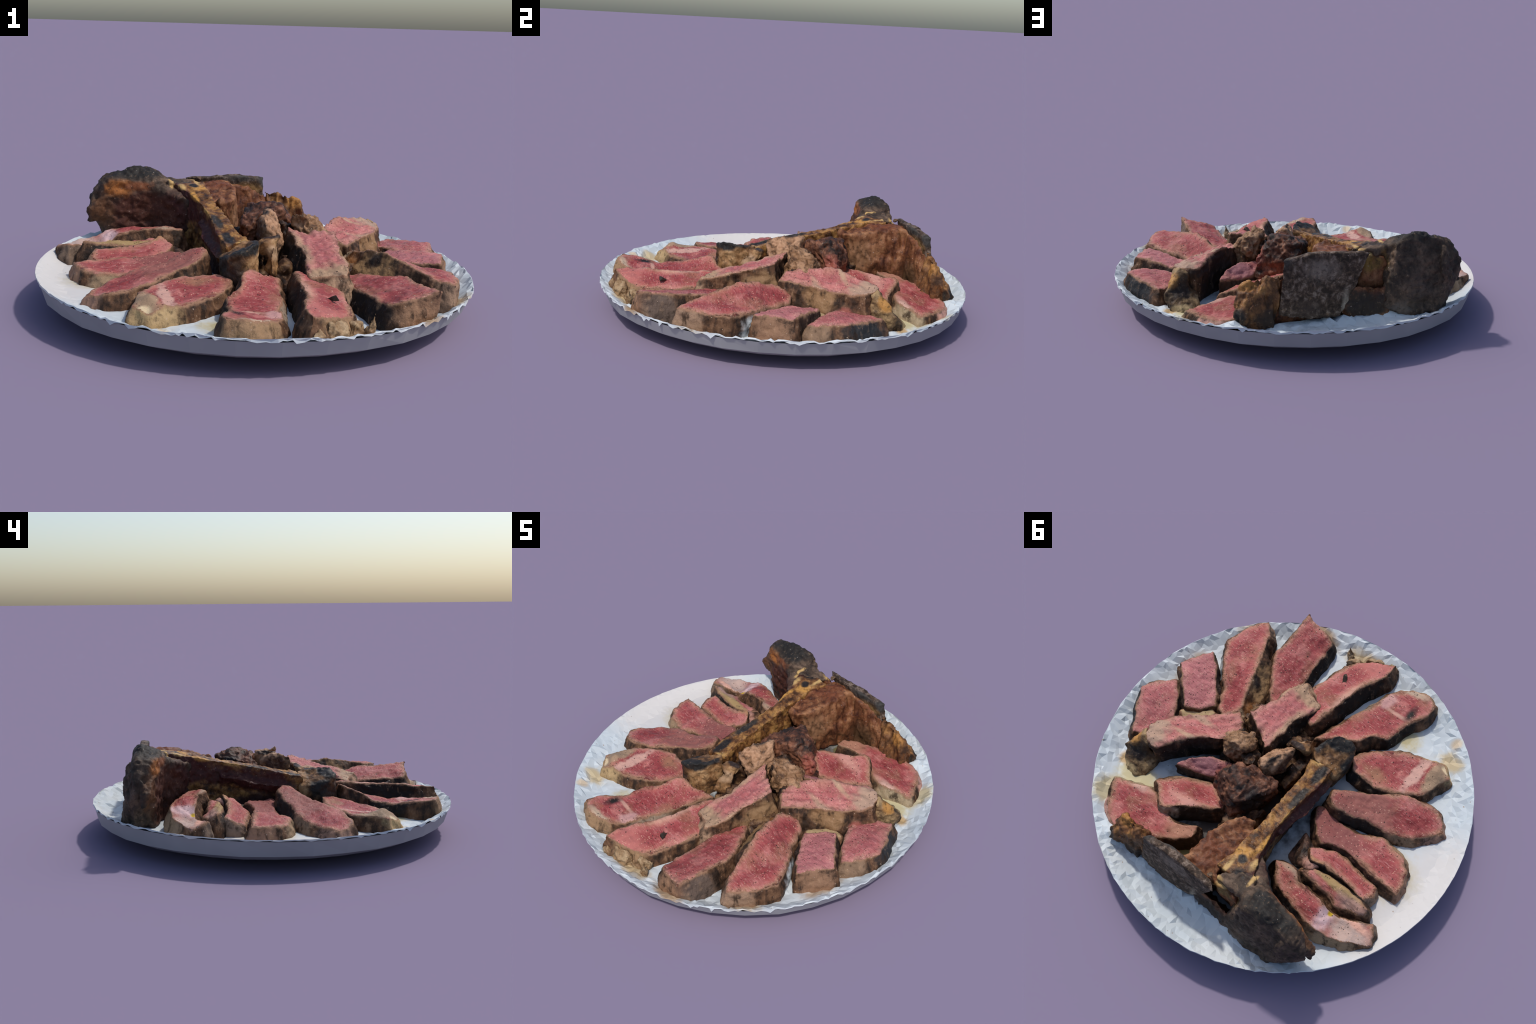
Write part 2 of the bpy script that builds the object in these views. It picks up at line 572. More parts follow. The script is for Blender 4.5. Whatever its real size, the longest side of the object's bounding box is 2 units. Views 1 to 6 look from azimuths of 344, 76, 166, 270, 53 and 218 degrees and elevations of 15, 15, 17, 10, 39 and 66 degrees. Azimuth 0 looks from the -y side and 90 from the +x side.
def foil_material(name="crumpled_foil", stains=STAINS):
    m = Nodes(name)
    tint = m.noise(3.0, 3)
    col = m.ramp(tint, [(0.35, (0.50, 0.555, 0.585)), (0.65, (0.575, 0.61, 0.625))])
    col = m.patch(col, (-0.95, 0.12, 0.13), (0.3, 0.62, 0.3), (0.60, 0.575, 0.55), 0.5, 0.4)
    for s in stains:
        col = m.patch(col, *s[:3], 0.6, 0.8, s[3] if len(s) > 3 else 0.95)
    col = m.mix(m.math("MULTIPLY", m.specks(42, 0.13, 0.13, 2.0), 0.8), col, (0.24, 0.16, 0.10))
    col = m.mix(m.math("MULTIPLY", m.specks(20, 0.10, 0.10, 6.0), 0.8), col, (0.30, 0.18, 0.08))
    return m.finish(col, 0.6, m.noise(45, 3), 0.15, 0.004, 0.3)


def wall_material():
    m = Nodes("platter_grey")
    col = m.ramp(m.noise(2.0, 3), [(0.35, (0.30, 0.305, 0.315)), (0.65, (0.35, 0.355, 0.36))])
    return m.finish(col, 0.55, m.noise(20, 2), 0.04, 0.003, 0.4)


build_platter()

# ----------------------------------------------------------------------------
# the ring of slices
# ----------------------------------------------------------------------------
# two small slices near the rim at +x
slice_of_meat([(0.946, 0.074, 0.224), (0.902, -0.008, 0.206), (0.838, -0.088, 0.186), (0.775, -0.030, 0.192),
               (0.721, 0.047, 0.203), (0.690, 0.090, 0.208), (0.66, 0.17, 0.20), (0.72, 0.26, 0.196), (0.798, 0.308, 0.195),
               (0.857, 0.211, 0.205), (0.908, 0.135, 0.215)], 1, 0.6, pale=0.3,
                            crust_patches=[((0.90, 0.20, 0.15), (0.10, 0.20, 0.2), (0.03, 0.03, 0.032)),
                             ((0.86, -0.06, 0.15), (0.12, 0.12, 0.2), (0.22, 0.14, 0.09)),
                             ((0.72, 0.03, 0.13), (0.10, 0.10, 0.2), CHAR)])
slice_of_meat([(0.882, -0.163, 0.236), (0.833, -0.244, 0.232), (0.785, -0.333, 0.228), (0.721, -0.281, 0.217),
               (0.653, -0.209, 0.208), (0.598, -0.137, 0.200), (0.568, -0.098, 0.194), (0.609, -0.024, 0.200),
               (0.680, 0.016, 0.212), (0.741, -0.044, 0.218), (0.804, -0.108, 0.227)], 2, 0.5, pale=0.55,
              crust_patches=[((0.78, -0.03, 0.15), (0.15, 0.12, 0.2), (0.04, 0.025, 0.02)),
                             ((0.86, -0.26, 0.15), (0.10, 0.12, 0.2), (0.25, 0.14, 0.085)),
                             ((0.62, -0.23, 0.15), (0.16, 0.08, 0.2), (0.045, 0.03, 0.025))])
slice_of_meat([(0.60, -0.09, 0.172), (0.56, -0.08, 0.172), (0.53, -0.05, 0.17), (0.60, 0.03, 0.172), (0.66, 0.06, 0.178),
               (0.70, 0.04, 0.178), (0.65, -0.02, 0.172)], 31, pale=0.0, base=0.6,
              cut_patches=[((0.62, -0.02, 0.17), 0.2, (0.42, 0.30, 0.16), 0.3)], name="meat_scrap",
              label="small flat strip of browned beef fat", edge=0.6)
# long central slice and its pointed neighbour
slice_of_meat([(0.783, -0.445, 0.218), (0.744, -0.573, 0.230), (0.673, -0.687, 0.238), (0.612, -0.614, 0.242), (0.577, -0.540, 0.262),
               (0.554, -0.481, 0.280), (0.524, -0.414, 0.296), (0.499, -0.352, 0.302), (0.474, -0.292, 0.300), (0.454, -0.237, 0.290),
               (0.438, -0.187, 0.270), (0.420, -0.126, 0.256),
               (0.49, -0.07, 0.220), (0.545, -0.100, 0.200), (0.610, -0.225, 0.200), (0.675, -0.291, 0.206),
               (0.720, -0.345, 0.212)], 3, -0.9,
              flare=lambda n, p: (0.12 if p.y > -0.5 else 0.035) if n.x < -0.4 and n.y < 0.75 else 0.012,
              bumps=[(0.62, -0.42, 0.06, -0.018), (0.55, -0.22, 0.05, -0.012)],
              crust_patches=[((0.72, -0.66, 0.15), (0.15, 0.12, 0.2), (0.30, 0.19, 0.125)),
                             ((0.41, -0.36, 0.22), (0.16, 0.16, 0.12), (0.27, 0.16, 0.075)),
                             ((0.37, -0.19, 0.24), (0.08, 0.08, 0.1), (0.22, 0.09, 0.03)),
                             ((0.42, -0.12, 0.2), (0.05, 0.05, 0.1), (0.42, 0.30, 0.19)),
                             ((0.45, -0.33, 0.265), (0.05, 0.06, 0.05), (0.035, 0.025, 0.02), 0.5, 1.0),
                             ((0.53, -0.52, 0.20), (0.08, 0.09, 0.07), (0.07, 0.04, 0.025)),
                             ((0.72, -0.30, 0.13), (0.10, 0.12, 0.08), (0.52, 0.56, 0.58))])
slice_of_meat([(0.524, -0.850, 0.266), (0.439, -0.830, 0.243), (0.362, -0.826, 0.225), (0.322, -0.806, 0.215),
               (0.303, -0.730, 0.209), (0.303, -0.652, 0.206), (0.294, -0.573, 0.201), (0.284, -0.500, 0.198),
               (0.255, -0.40, 0.195), (0.245, -0.30, 0.195), (0.285, -0.25, 0.198), (0.37, -0.325, 0.203), (0.40, -0.365, 0.207), (0.475, -0.465, 0.225),
               (0.519, -0.545, 0.245), (0.512, -0.647, 0.250), (0.510, -0.745, 0.253)], 4, -1.0,
              crust_patches=[((0.30, -0.66, 0.15), (0.10, 0.24, 0.2), (0.018, 0.014, 0.013)),
                             ((0.46, -0.87, 0.15), (0.16, 0.09, 0.2), (0.26, 0.145, 0.085)),
                             ((0.54, -0.74, 0.16), (0.05, 0.12, 0.2), (0.13, 0.09, 0.07))])
# slice with the charred bit on it
slice_of_meat([(-0.047, -0.926, 0.232), (-0.042, -0.833, 0.234), (-0.015, -0.765, 0.232), (0.022, -0.689, 0.229),
               (0.044, -0.581, 0.229), (0.060, -0.468, 0.232), (0.073, -0.375, 0.235), (0.085, -0.319, 0.233),
               (0.127, -0.346, 0.220), (0.18, -0.42, 0.205), (0.232, -0.50, 0.188), (0.222, -0.556, 0.186),
               (0.206, -0.631, 0.178), (0.193, -0.707, 0.176), (0.175, -0.785, 0.168), (0.115, -0.842, 0.186),
               (0.02, -0.893, 0.21)], 5, -1.1,
              cut_patches=[((0.05, -0.85, 0.2), (0.16, 0.10, 0.1), (0.44, 0.145, 0.125), 0.8),
                           ((0.04, -0.55, 0.23), (0.05, 0.2, 0.1), (0.55, 0.30, 0.22), 0.8)],
              flare=lambda n, p: 0.05 if n.x < -0.5 else 0.03,
              crust_patches=[((0.00, -0.62, 0.16), (0.10, 0.28, 0.2), (0.016, 0.013, 0.012)),
                             ((0.13, -0.88, 0.13), (0.18, 0.09, 0.2), (0.31, 0.19, 0.105))])
# slice with a seam of fat
slice_of_meat([(-0.363, -0.866, 0.224), (-0.351, -0.781, 0.208), (-0.315, -0.717, 0.196), (-0.290, -0.641, 0.184),
               (-0.271, -0.540, 0.200), (-0.205, -0.490, 0.228), (-0.168, -0.395, 0.260), (-0.122, -0.37, 0.262),
               (-0.060, -0.350, 0.230), (0.030, -0.293, 0.193), (0.005, -0.382, 0.188), (-0.021, -0.471, 0.180),
               (-0.043, -0.546, 0.174), (-0.09, -0.690, 0.170), (-0.108, -0.780, 0.174), (-0.135, -0.815, 0.180),
               (-0.191, -0.856, 0.195), (-0.272, -0.884, 0.212)], 6, -1.3,
              cut_patches=[((-0.135, -0.74, 0.17), (0.05, 0.075, 0.1), (0.56, 0.32, 0.29), 0.6, 1.2, 0.8),
                           ((-0.22, -0.70, 0.18), (0.09, 0.016, 0.1), (0.55, 0.32, 0.245), 0.7, 0.8, 0.8),
                           ((-0.28, -0.74, 0.19), (0.035, 0.07, 0.1), CHAR, 0.8),
                           ((-0.20, -0.86, 0.2), (0.16, 0.035, 0.1), (0.47, 0.34, 0.24), 0.7)],
              crust_patches=[((-0.30, -0.60, 0.14), (0.08, 0.2, 0.2), (0.02, 0.016, 0.014)),
                             ((-0.22, -0.89, 0.14), (0.22, 0.07, 0.2), (0.29, 0.178, 0.098)),
                             ((-0.05, -0.66, 0.14), (0.08, 0.16, 0.2), (0.30, 0.22, 0.16))])
# slice with the thick fat end
slice_of_meat([(-0.195, -0.324, 0.209), (-0.214, -0.388, 0.200), (-0.268, -0.453, 0.193), (-0.338, -0.507, 0.186),
               (-0.414, -0.553, 0.182), (-0.453, -0.570, 0.180), (-0.530, -0.588, 0.196), (-0.590, -0.622, 0.180),
               (-0.664, -0.568, 0.190), (-0.632, -0.500, 0.197), (-0.601, -0.397, 0.197), (-0.534, -0.341, 0.203),
               (-0.466, -0.299, 0.208), (-0.391, -0.266, 0.212), (-0.315, -0.270, 0.218), (-0.245, -0.265, 0.222)], 7, 0.6,
              bumps=[(-0.585, -0.545, 0.035, 0.035), (-0.44, -0.44, 0.04, -0.012), (-0.60, -0.60, 0.02, -0.02)],
              cut_patches=[((-0.510, -0.475, 0.19), (0.04, 0.18, 0.12), (0.56, 0.34, 0.275), 0.45, 1.1, 0.85),
                           ((-0.600, -0.53, 0.2), (0.06, 0.14, 0.12), (0.33, 0.22, 0.14), 0.4),
                           ((-0.625, -0.60, 0.2), (0.05, 0.03, 0.12), (0.62, 0.48, 0.30), 0.5),
                           ((-0.35, -0.33, 0.2), (0.10, 0.06, 0.1), (0.30, 0.15, 0.085), 0.8, 1.0, 0.8)],
              crust_patches=[((-0.58, -0.60, 0.15), (0.14, 0.10, 0.2), (0.40, 0.275, 0.14)),
                             ((-0.47, -0.28, 0.15), (0.22, 0.08, 0.2), (0.06, 0.045, 0.035)),
                             ((-0.23, -0.26, 0.18), (0.10, 0.06, 0.1), (0.03, 0.03, 0.03))])
# three slices on the -x side
slice_of_meat([(-0.262, -0.045, 0.290), (-0.250, -0.095, 0.276), (-0.298, -0.143, 0.250), (-0.375, -0.196, 0.238),
               (-0.453, -0.259, 0.226), (-0.516, -0.318, 0.216), (-0.606, -0.357, 0.204), (-0.677, -0.386, 0.196),
               (-0.739, -0.378, 0.186), (-0.812, -0.308, 0.170), (-0.762, -0.239, 0.176), (-0.709, -0.177, 0.184),
               (-0.640, -0.136, 0.195), (-0.584, -0.111, 0.205), (-0.488, -0.095, 0.222), (-0.398, -0.055, 0.242),
               (-0.317, -0.030, 0.270)], 8, 0.4,
              cut_patches=[((-0.42, -0.15, 0.23), (0.22, 0.18, 0.15), RUB, 0.5, 0.8, 0.85)],
              crust_patches=[((-0.46, -0.06, 0.16), (0.26, 0.07, 0.2), (0.03, 0.025, 0.022)),
                             ((-0.80, -0.28, 0.13), (0.10, 0.14, 0.2), (0.25, 0.145, 0.105)),
                             ((-0.66, -0.13, 0.13), (0.10, 0.08, 0.2), (0.25, 0.16, 0.10))], rough=0.9)
slice_of_meat([(-0.238, 0.001, 0.200), (-0.301, -0.031, 0.190), (-0.387, -0.006, 0.190), (-0.468, -0.020, 0.187),
               (-0.542, -0.053, 0.183), (-0.599, -0.085, 0.180), (-0.665, -0.073, 0.181), (-0.735, -0.060, 0.183),
               (-0.788, -0.015, 0.189), (-0.821, 0.065, 0.196), (-0.824, 0.121, 0.200), (-0.741, 0.116, 0.205),
               (-0.652, 0.115, 0.207), (-0.571, 0.104, 0.210), (-0.494, 0.099, 0.214), (-0.419, 0.119, 0.222),
               (-0.373, 0.150, 0.215), (-0.317, 0.115, 0.208), (-0.269, 0.071, 0.205)], 9, 0.1,
              cut_patches=[((-0.38, 0.06, 0.2), (0.24, 0.16, 0.15), (0.24, 0.085, 0.075), 0.5, 0.8, 0.85)],
              crust_patches=[((-0.55, 0.13, 0.14), (0.26, 0.06, 0.2), (0.05, 0.03, 0.022)),
                             ((-0.84, 0.06, 0.13), (0.06, 0.12, 0.2), (0.27, 0.15, 0.10)),
                             ((-0.68, -0.09, 0.14), (0.16, 0.06, 0.2), (0.30, 0.20, 0.12))])
slice_of_meat([(-0.350, 0.207, 0.235), (-0.395, 0.160, 0.208), (-0.461, 0.128, 0.180), (-0.537, 0.129, 0.174),
               (-0.605, 0.133, 0.173), (-0.668, 0.142, 0.175), (-0.727, 0.145, 0.180), (-0.739, 0.195, 0.199),
               (-0.714, 0.252, 0.226), (-0.648, 0.240, 0.223), (-0.568, 0.232, 0.230), (-0.514, 0.235, 0.238),
               (-0.465, 0.238, 0.246), (-0.395, 0.270, 0.268)], 10, 0.0,
              cut_patches=[((-0.43, 0.26, 0.23), (0.10, 0.03, 0.1), (0.42, 0.22, 0.11), 0.7)],
              crust_patches=[((-0.48, 0.27, 0.16), (0.18, 0.06, 0.2), (0.02, 0.016, 0.014)),
                             ((-0.74, 0.2, 0.15), (0.08, 0.10, 0.2), (0.26, 0.17, 0.12))])
# brown scrap and the slice with the fat trough
slice_of_meat([(-0.385, 0.335, 0.245), (-0.43, 0.285, 0.238), (-0.50, 0.262, 0.228), (-0.57, 0.262, 0.228), (-0.66, 0.262, 0.236), (-0.71, 0.262, 0.245),
               (-0.768, 0.285, 0.252), (-0.765, 0.31, 0.225), (-0.70, 0.325, 0.208), (-0.63, 0.355, 0.205), (-0.55, 0.34, 0.21)], 11, 0.0, base=0.45, flare=0.05,
              cut_patches=[((-0.60, 0.28, 0.22), (0.20, 0.035, 0.1), (0.33, 0.22, 0.10), 0.5),
                           ((-0.70, 0.31, 0.22), (0.14, 0.05, 0.1), (0.40, 0.24, 0.19), 0.7)],
              crust_patches=[((-0.6, 0.25, 0.16), (0.24, 0.05, 0.2), (0.02, 0.016, 0.014))], name="meat_scrap",
              label="thin browned edge strip of grilled beef")
slice_of_meat([(-0.257, 0.378, 0.274), (-0.307, 0.358, 0.277), (-0.383, 0.360, 0.278), (-0.425, 0.397, 0.272),
               (-0.480, 0.389, 0.262), (-0.537, 0.390, 0.250), (-0.598, 0.395, 0.238), (-0.632, 0.398, 0.234),
               (-0.674, 0.396, 0.228), (-0.740, 0.365, 0.220), (-0.792, 0.336, 0.227), (-0.829, 0.316, 0.232),
               (-0.860, 0.356, 0.217), (-0.889, 0.402, 0.200), (-0.823, 0.440, 0.213), (-0.760, 0.478, 0.230),
               (-0.697, 0.505, 0.230), (-0.631, 0.520, 0.244), (-0.565, 0.528, 0.244), (-0.490, 0.507, 0.247),
               (-0.430, 0.494, 0.250), (-0.375, 0.477, 0.257), (-0.322, 0.444, 0.267)], 12, 0.2,
              bumps=[(-0.70, 0.43, 0.05, -0.035), (-0.635, 0.40, 0.02, -0.02), (-0.53, 0.46, 0.07, 0.022)],
              cut_patches=[((-0.62, 0.44, 0.2), (0.06, 0.12, 0.1), (0.62, 0.42, 0.42), 0.6),
                           ((-0.76, 0.42, 0.2), (0.15, 0.12, 0.1), (0.46, 0.33, 0.28), 0.6),
                           ((-0.78, 0.37, 0.2), (0.10, 0.03, 0.1), (0.66, 0.36, 0.27), 0.7),
                           ((-0.632, 0.40, 0.2), (0.02, 0.028, 0.05), (0.55, 0.36, 0.03), 0.5, 0.3),
                           ((-0.36, 0.37, 0.25), (0.12, 0.03, 0.1), (0.35, 0.25, 0.17), 0.8)],
              crust_patches=[((-0.70, 0.50, 0.14), (0.22, 0.08, 0.2), (0.28, 0.19, 0.12)),
                             ((-0.44, 0.53, 0.14), (0.14, 0.08, 0.2), (0.05, 0.035, 0.03)),
                             ((-0.80, 0.32, 0.14), (0.12, 0.05, 0.2), (0.16, 0.11, 0.08))])
# slices on the +y side, tucked under the bone
slice_of_meat([(0.509, 0.424, 0.196), (0.466, 0.374, 0.190), (0.391, 0.318, 0.186), (0.319, 0.278, 0.189),
               (0.250, 0.254, 0.196), (0.194, 0.287, 0.220), (0.135, 0.315, 0.245), (0.110, 0.338, 0.262),
               (0.156, 0.376, 0.256), (0.226, 0.415, 0.255), (0.279, 0.452, 0.256), (0.347, 0.531, 0.266),
               (0.376, 0.536, 0.262), (0.440, 0.480, 0.230)], 13, 0.4,
              cut_patches=[((0.28, 0.43, 0.25), (0.20, 0.05, 0.1), (0.52, 0.25, 0.20), 0.8)],
              crust_patches=[((0.22, 0.46, 0.17), (0.22, 0.10, 0.2), (0.04, 0.028, 0.02)),
                             ((0.32, 0.53, 0.22), (0.08, 0.06, 0.08), (0.33, 0.26, 0.19)),
                             ((0.40, 0.29, 0.14), (0.2, 0.10, 0.2), (0.30, 0.19, 0.12))])
slice_of_meat([(0.694, 0.545, 0.162), (0.634, 0.531, 0.168), (0.580, 0.505, 0.178), (0.51, 0.475, 0.19), (0.44, 0.49, 0.20),
               (0.36, 0.52, 0.212), (0.29, 0.545, 0.22), (0.224, 0.53, 0.23), (0.157, 0.493, 0.24), (0.140, 0.553, 0.235),
               (0.207, 0.611, 0.225), (0.27, 0.65, 0.215), (0.34, 0.70, 0.20), (0.43, 0.735, 0.185), (0.52, 0.745, 0.175),
               (0.585, 0.722, 0.168), (0.612, 0.682, 0.167), (0.651, 0.617, 0.163)], 14, 0.3,
              cut_patches=[((0.2, 0.55, 0.23), (0.14, 0.10, 0.1), (0.36, 0.17, 0.11), 0.7),
                           ((0.58, 0.5, 0.17), (0.14, 0.04, 0.1), (0.55, 0.34, 0.27), 0.8)],
              crust_patches=[((0.66, 0.48, 0.13), (0.2, 0.10, 0.1), (0.35, 0.27, 0.17)),
                             ((0.15, 0.60, 0.15), (0.12, 0.10, 0.1), (0.06, 0.035, 0.02)),
                             ((0.62, 0.72, 0.12), (0.14, 0.10, 0.1), (0.45, 0.25, 0.2))])
# second tier of slices
slice_of_meat([(0.305, -0.296, 0.303), (0.301, -0.414, 0.273), (0.258, -0.501, 0.248), (0.214, -0.472, 0.245),
               (0.120, -0.449, 0.232), (0.113, -0.401, 0.249), (0.138, -0.323, 0.274), (0.149, -0.261, 0.292),
               (0.139, -0.165, 0.316), (0.150, -0.106, 0.335), (0.131, -0.058, 0.346), (0.151, -0.022, 0.358),
               (0.219, -0.075, 0.351), (0.303, -0.108, 0.355), (0.348, -0.131, 0.352), (0.336, -0.202, 0.334)], 15, 1.6,
              pale=0.30, flare=lambda n, p: 0.055 if n.y < -0.5 else (0.045 if n.x < -0.4 else 0.02), rough=1.3, relief=3.5, edge=1.7,
              bumps=[(0.22, -0.06, 0.03, -0.02)],
              cut_patches=[((0.19, -0.46, 0.25), (0.16, 0.09, 0.1), (0.38, 0.245, 0.155), 0.5),
                           ((0.15, -0.22, 0.3), (0.035, 0.22, 0.1), (0.45, 0.28, 0.18), 0.8),
                           ((0.31, -0.36, 0.3), (0.03, 0.12, 0.1), (0.42, 0.27, 0.17), 0.8)],
              crust_patches=[((0.10, -0.25, 0.2), (0.09, 0.30, 0.25), (0.014, 0.012, 0.011)),
                             ((0.36, -0.28, 0.24), (0.06, 0.24, 0.10), (0.24, 0.14, 0.07)),
                             ((0.22, -0.52, 0.16), (0.12, 0.08, 0.12), (0.38, 0.24, 0.15))])
slice_of_meat([(0.695, 0.298, 0.303), (0.71, 0.24, 0.292), (0.688, 0.180, 0.282), (0.638, 0.103, 0.288), (0.55, 0.025, 0.29),
               (0.467, -0.066, 0.292), (0.404, -0.125, 0.282), (0.325, -0.044, 0.305), (0.346, 0.069, 0.333), (0.39, 0.106, 0.345),
               (0.433, 0.139, 0.356), (0.48, 0.185, 0.345), (0.528, 0.231, 0.330), (0.560, 0.275, 0.315), (0.585, 0.318, 0.304),
               (0.625, 0.332, 0.306), (0.66, 0.318, 0.305)], 16, 0.75, pale=0.25, flare=lambda n, p: 0.03 if n.y < 0.2 else -0.008, rough=1.3, relief=3.5, edge=1.7,
              bumps=[(0.55, 0.11, 0.06, -0.016), (0.44, 0.01, 0.06, -0.010)],
              cut_patches=[((0.66, 0.26, 0.3), (0.10, 0.13, 0.1), (0.40, 0.26, 0.185), 0.6, 1.1),
                           ((0.49, 0.175, 0.34), (0.2, 0.022, 0.1), (0.43, 0.27, 0.18), 0.8),
                           ((0.56, 0.04, 0.28), (0.2, 0.03, 0.1), (0.42, 0.26, 0.18), 0.8)],
              crust_patches=[((0.46, 0.22, 0.2), (0.28, 0.16, 0.25), (0.03, 0.02, 0.018)),
                             ((0.60, 0.03, 0.24), (0.13, 0.10, 0.09), (0.26, 0.15, 0.075)),
                             ((0.70, 0.14, 0.18), (0.05, 0.05, 0.05), (0.27, 0.09, 0.07)),
                             ((0.53, -0.06, 0.2), (0.04, 0.04, 0.1), (0.05, 0.03, 0.02))])
slice_of_meat([(0.490, 0.308, 0.222), (0.469, 0.272, 0.238), (0.433, 0.235, 0.258), (0.36, 0.17, 0.268), (0.248, 0.119, 0.262),
               (0.222, 0.150, 0.245), (0.284, 0.226, 0.215), (0.339, 0.254, 0.208), (0.406, 0.278, 0.216)], 17, 0.8, pale=0.4,
              flare=0.0, cut_patches=[((0.36, 0.21, 0.26), (0.16, 0.08, 0.1), (0.36, 0.16, 0.165), 0.7)],
              crust_patches=[((0.4, 0.3, 0.15), (0.2, 0.12, 0.12), (0.06, 0.04, 0.03))])

# ----------------------------------------------------------------------------
# charred chunks in the middle
# ----------------------------------------------------------------------------
def chunk(name, label, hulls, seed, mat_args, **kw):
    pts = [Vector(p) for h in hulls for p in h]
    c = sum(pts, Vector()) / len(pts)
    loc = Vector((c.x, c.y, FLOOR))
    root = thing(name, loc, label, "meat chunk")
    me = lump(hulls, seed, loc, **kw)
    part("charred_surface", me, root, charred_material(loc, seed, **mat_args))
    return root


chunk("meat_chunk", "rough browned chunk of grilled beef",
      [[(0.331, 0.090, 0.372), (0.333, 0.042, 0.362), (0.284, 0.004, 0.388), (0.221, -0.030, 0.418), (0.178, 0.006, 0.41),
        (0.21, 0.062, 0.375), (0.29, 0.12, 0.31), (0.23, 0.08, 0.27), (0.40, 0.02, 0.24), (0.33, -0.05, 0.24),
        (0.22, -0.05, 0.30), (0.36, -0.04, 0.10), (0.20, 0.06, 0.10), (0.38, 0.05, 0.10)]], 21,
      dict(dark=(0.06, 0.03, 0.018), mid=(0.22, 0.115, 0.055), light=(0.36, 0.21, 0.12), level=0.55, scale=14), amp=(0.018, 0.011), freq=(13, 34), rounds=2, voxel=0.0065)
chunk("meat_chunk", "strip of beef with a charred top and tan cut side",
      [[(0.008, -0.105, 0.392), (0.035, -0.10, 0.375), (0.045, 0.00, 0.428), (0.078, 0.092, 0.420), (0.12, 0.062, 0.402),
        (0.10, -0.03, 0.365), (0.02, 0.03, 0.39), (0.14, 0.05, 0.30), (0.11, -0.08, 0.29), (0.05, -0.12, 0.32), (0.0, 0.0, 0.30),
        (0.06, 0.1, 0.30), (0.08, -0.04, 0.10), (0.12, 0.04, 0.10)]], 22,
      dict(dark=(0.05, 0.03, 0.02), mid=(0.26, 0.14, 0.075), light=(0.42, 0.24, 0.14), level=0.58, scale=12, salt=0.8,
           patches=[((0.045, 0.04, 0.43), (0.035, 0.09, 0.04), (0.035, 0.026, 0.022)), ((-0.01, 0.0, 0.35), (0.04, 0.14, 0.12), (0.07, 0.03, 0.02))]),
      amp=(0.011, 0.008), freq=(14, 36), rounds=2, voxel=0.0065)
chunk("meat_chunk", "large blackened chunk of beef with a red cut side",
      [[(0.178, 0.140, 0.403), (0.174, 0.232, 0.418), (0.117, 0.227, 0.420), (0.10, 0.30, 0.402), (0.061, 0.318, 0.394), (0.02, 0.26, 0.39),
        (-0.035, 0.150, 0.375), (-0.025, 0.07, 0.335), (0.08, 0.10, 0.40), (0.22, 0.25, 0.36), (0.16, 0.31, 0.35),
        (0.05, 0.36, 0.30), (-0.02, 0.18, 0.20), (0.06, 0.34, 0.10), (0.20, 0.30, 0.10), (0.16, 0.10, 0.10), (-0.01, 0.10, 0.10)],
       [(0.178, 0.140, 0.400), (0.20, 0.15, 0.37), (0.275, 0.225, 0.295), (0.255, 0.245, 0.33), (0.19, 0.24, 0.40), (0.22, 0.17, 0.2), (0.25, 0.26, 0.1),
        (0.26, 0.22, 0.1), (0.16, 0.28, 0.2)]], 23,
      dict(dark=(0.022, 0.016, 0.014), mid=(0.10, 0.04, 0.024), light=(0.26, 0.11, 0.06), level=0.50, scale=13, salt=0.8,
           patches=[((0.26, 0.185, 0.30), (0.06, 0.08, 0.09), (0.33, 0.095, 0.07), 0.6, 1.0), ((0.01, 0.24, 0.34), (0.09, 0.12, 0.10), (0.02, 0.016, 0.015), 0.6),
                    ((0.18, 0.30, 0.22), (0.12, 0.08, 0.12), (0.22, 0.07, 0.035), 0.6)]),
      amp=(0.018, 0.011), freq=(13, 34), rounds=2, voxel=0.007)
chunk("meat_chunk", "small dark trimming of beef beside the bone",
      [[(-0.27, 0.14, 0.18), (-0.30, 0.20, 0.205), (-0.33, 0.27, 0.215), (-0.37, 0.31, 0.20), (-0.40, 0.24, 0.20), (-0.36, 0.17, 0.18),
        (-0.26, 0.3, 0.1), (-0.4, 0.3, 0.1), (-0.4, 0.18, 0.1), (-0.26, 0.13, 0.1)],
       [(-0.37, 0.27, 0.245), (-0.40, 0.245, 0.24), (-0.45, 0.25, 0.22), (-0.43, 0.30, 0.245), (-0.38, 0.32, 0.23), (-0.38, 0.25, 0.1), (-0.45, 0.28, 0.1)]], 24,
      dict(dark=(0.02, 0.015, 0.013), mid=(0.075, 0.042, 0.03), light=(0.28, 0.15, 0.10), level=0.48,
           patches=[((-0.40, 0.27, 0.23), (0.06, 0.05, 0.05), (0.40, 0.21, 0.16))]))
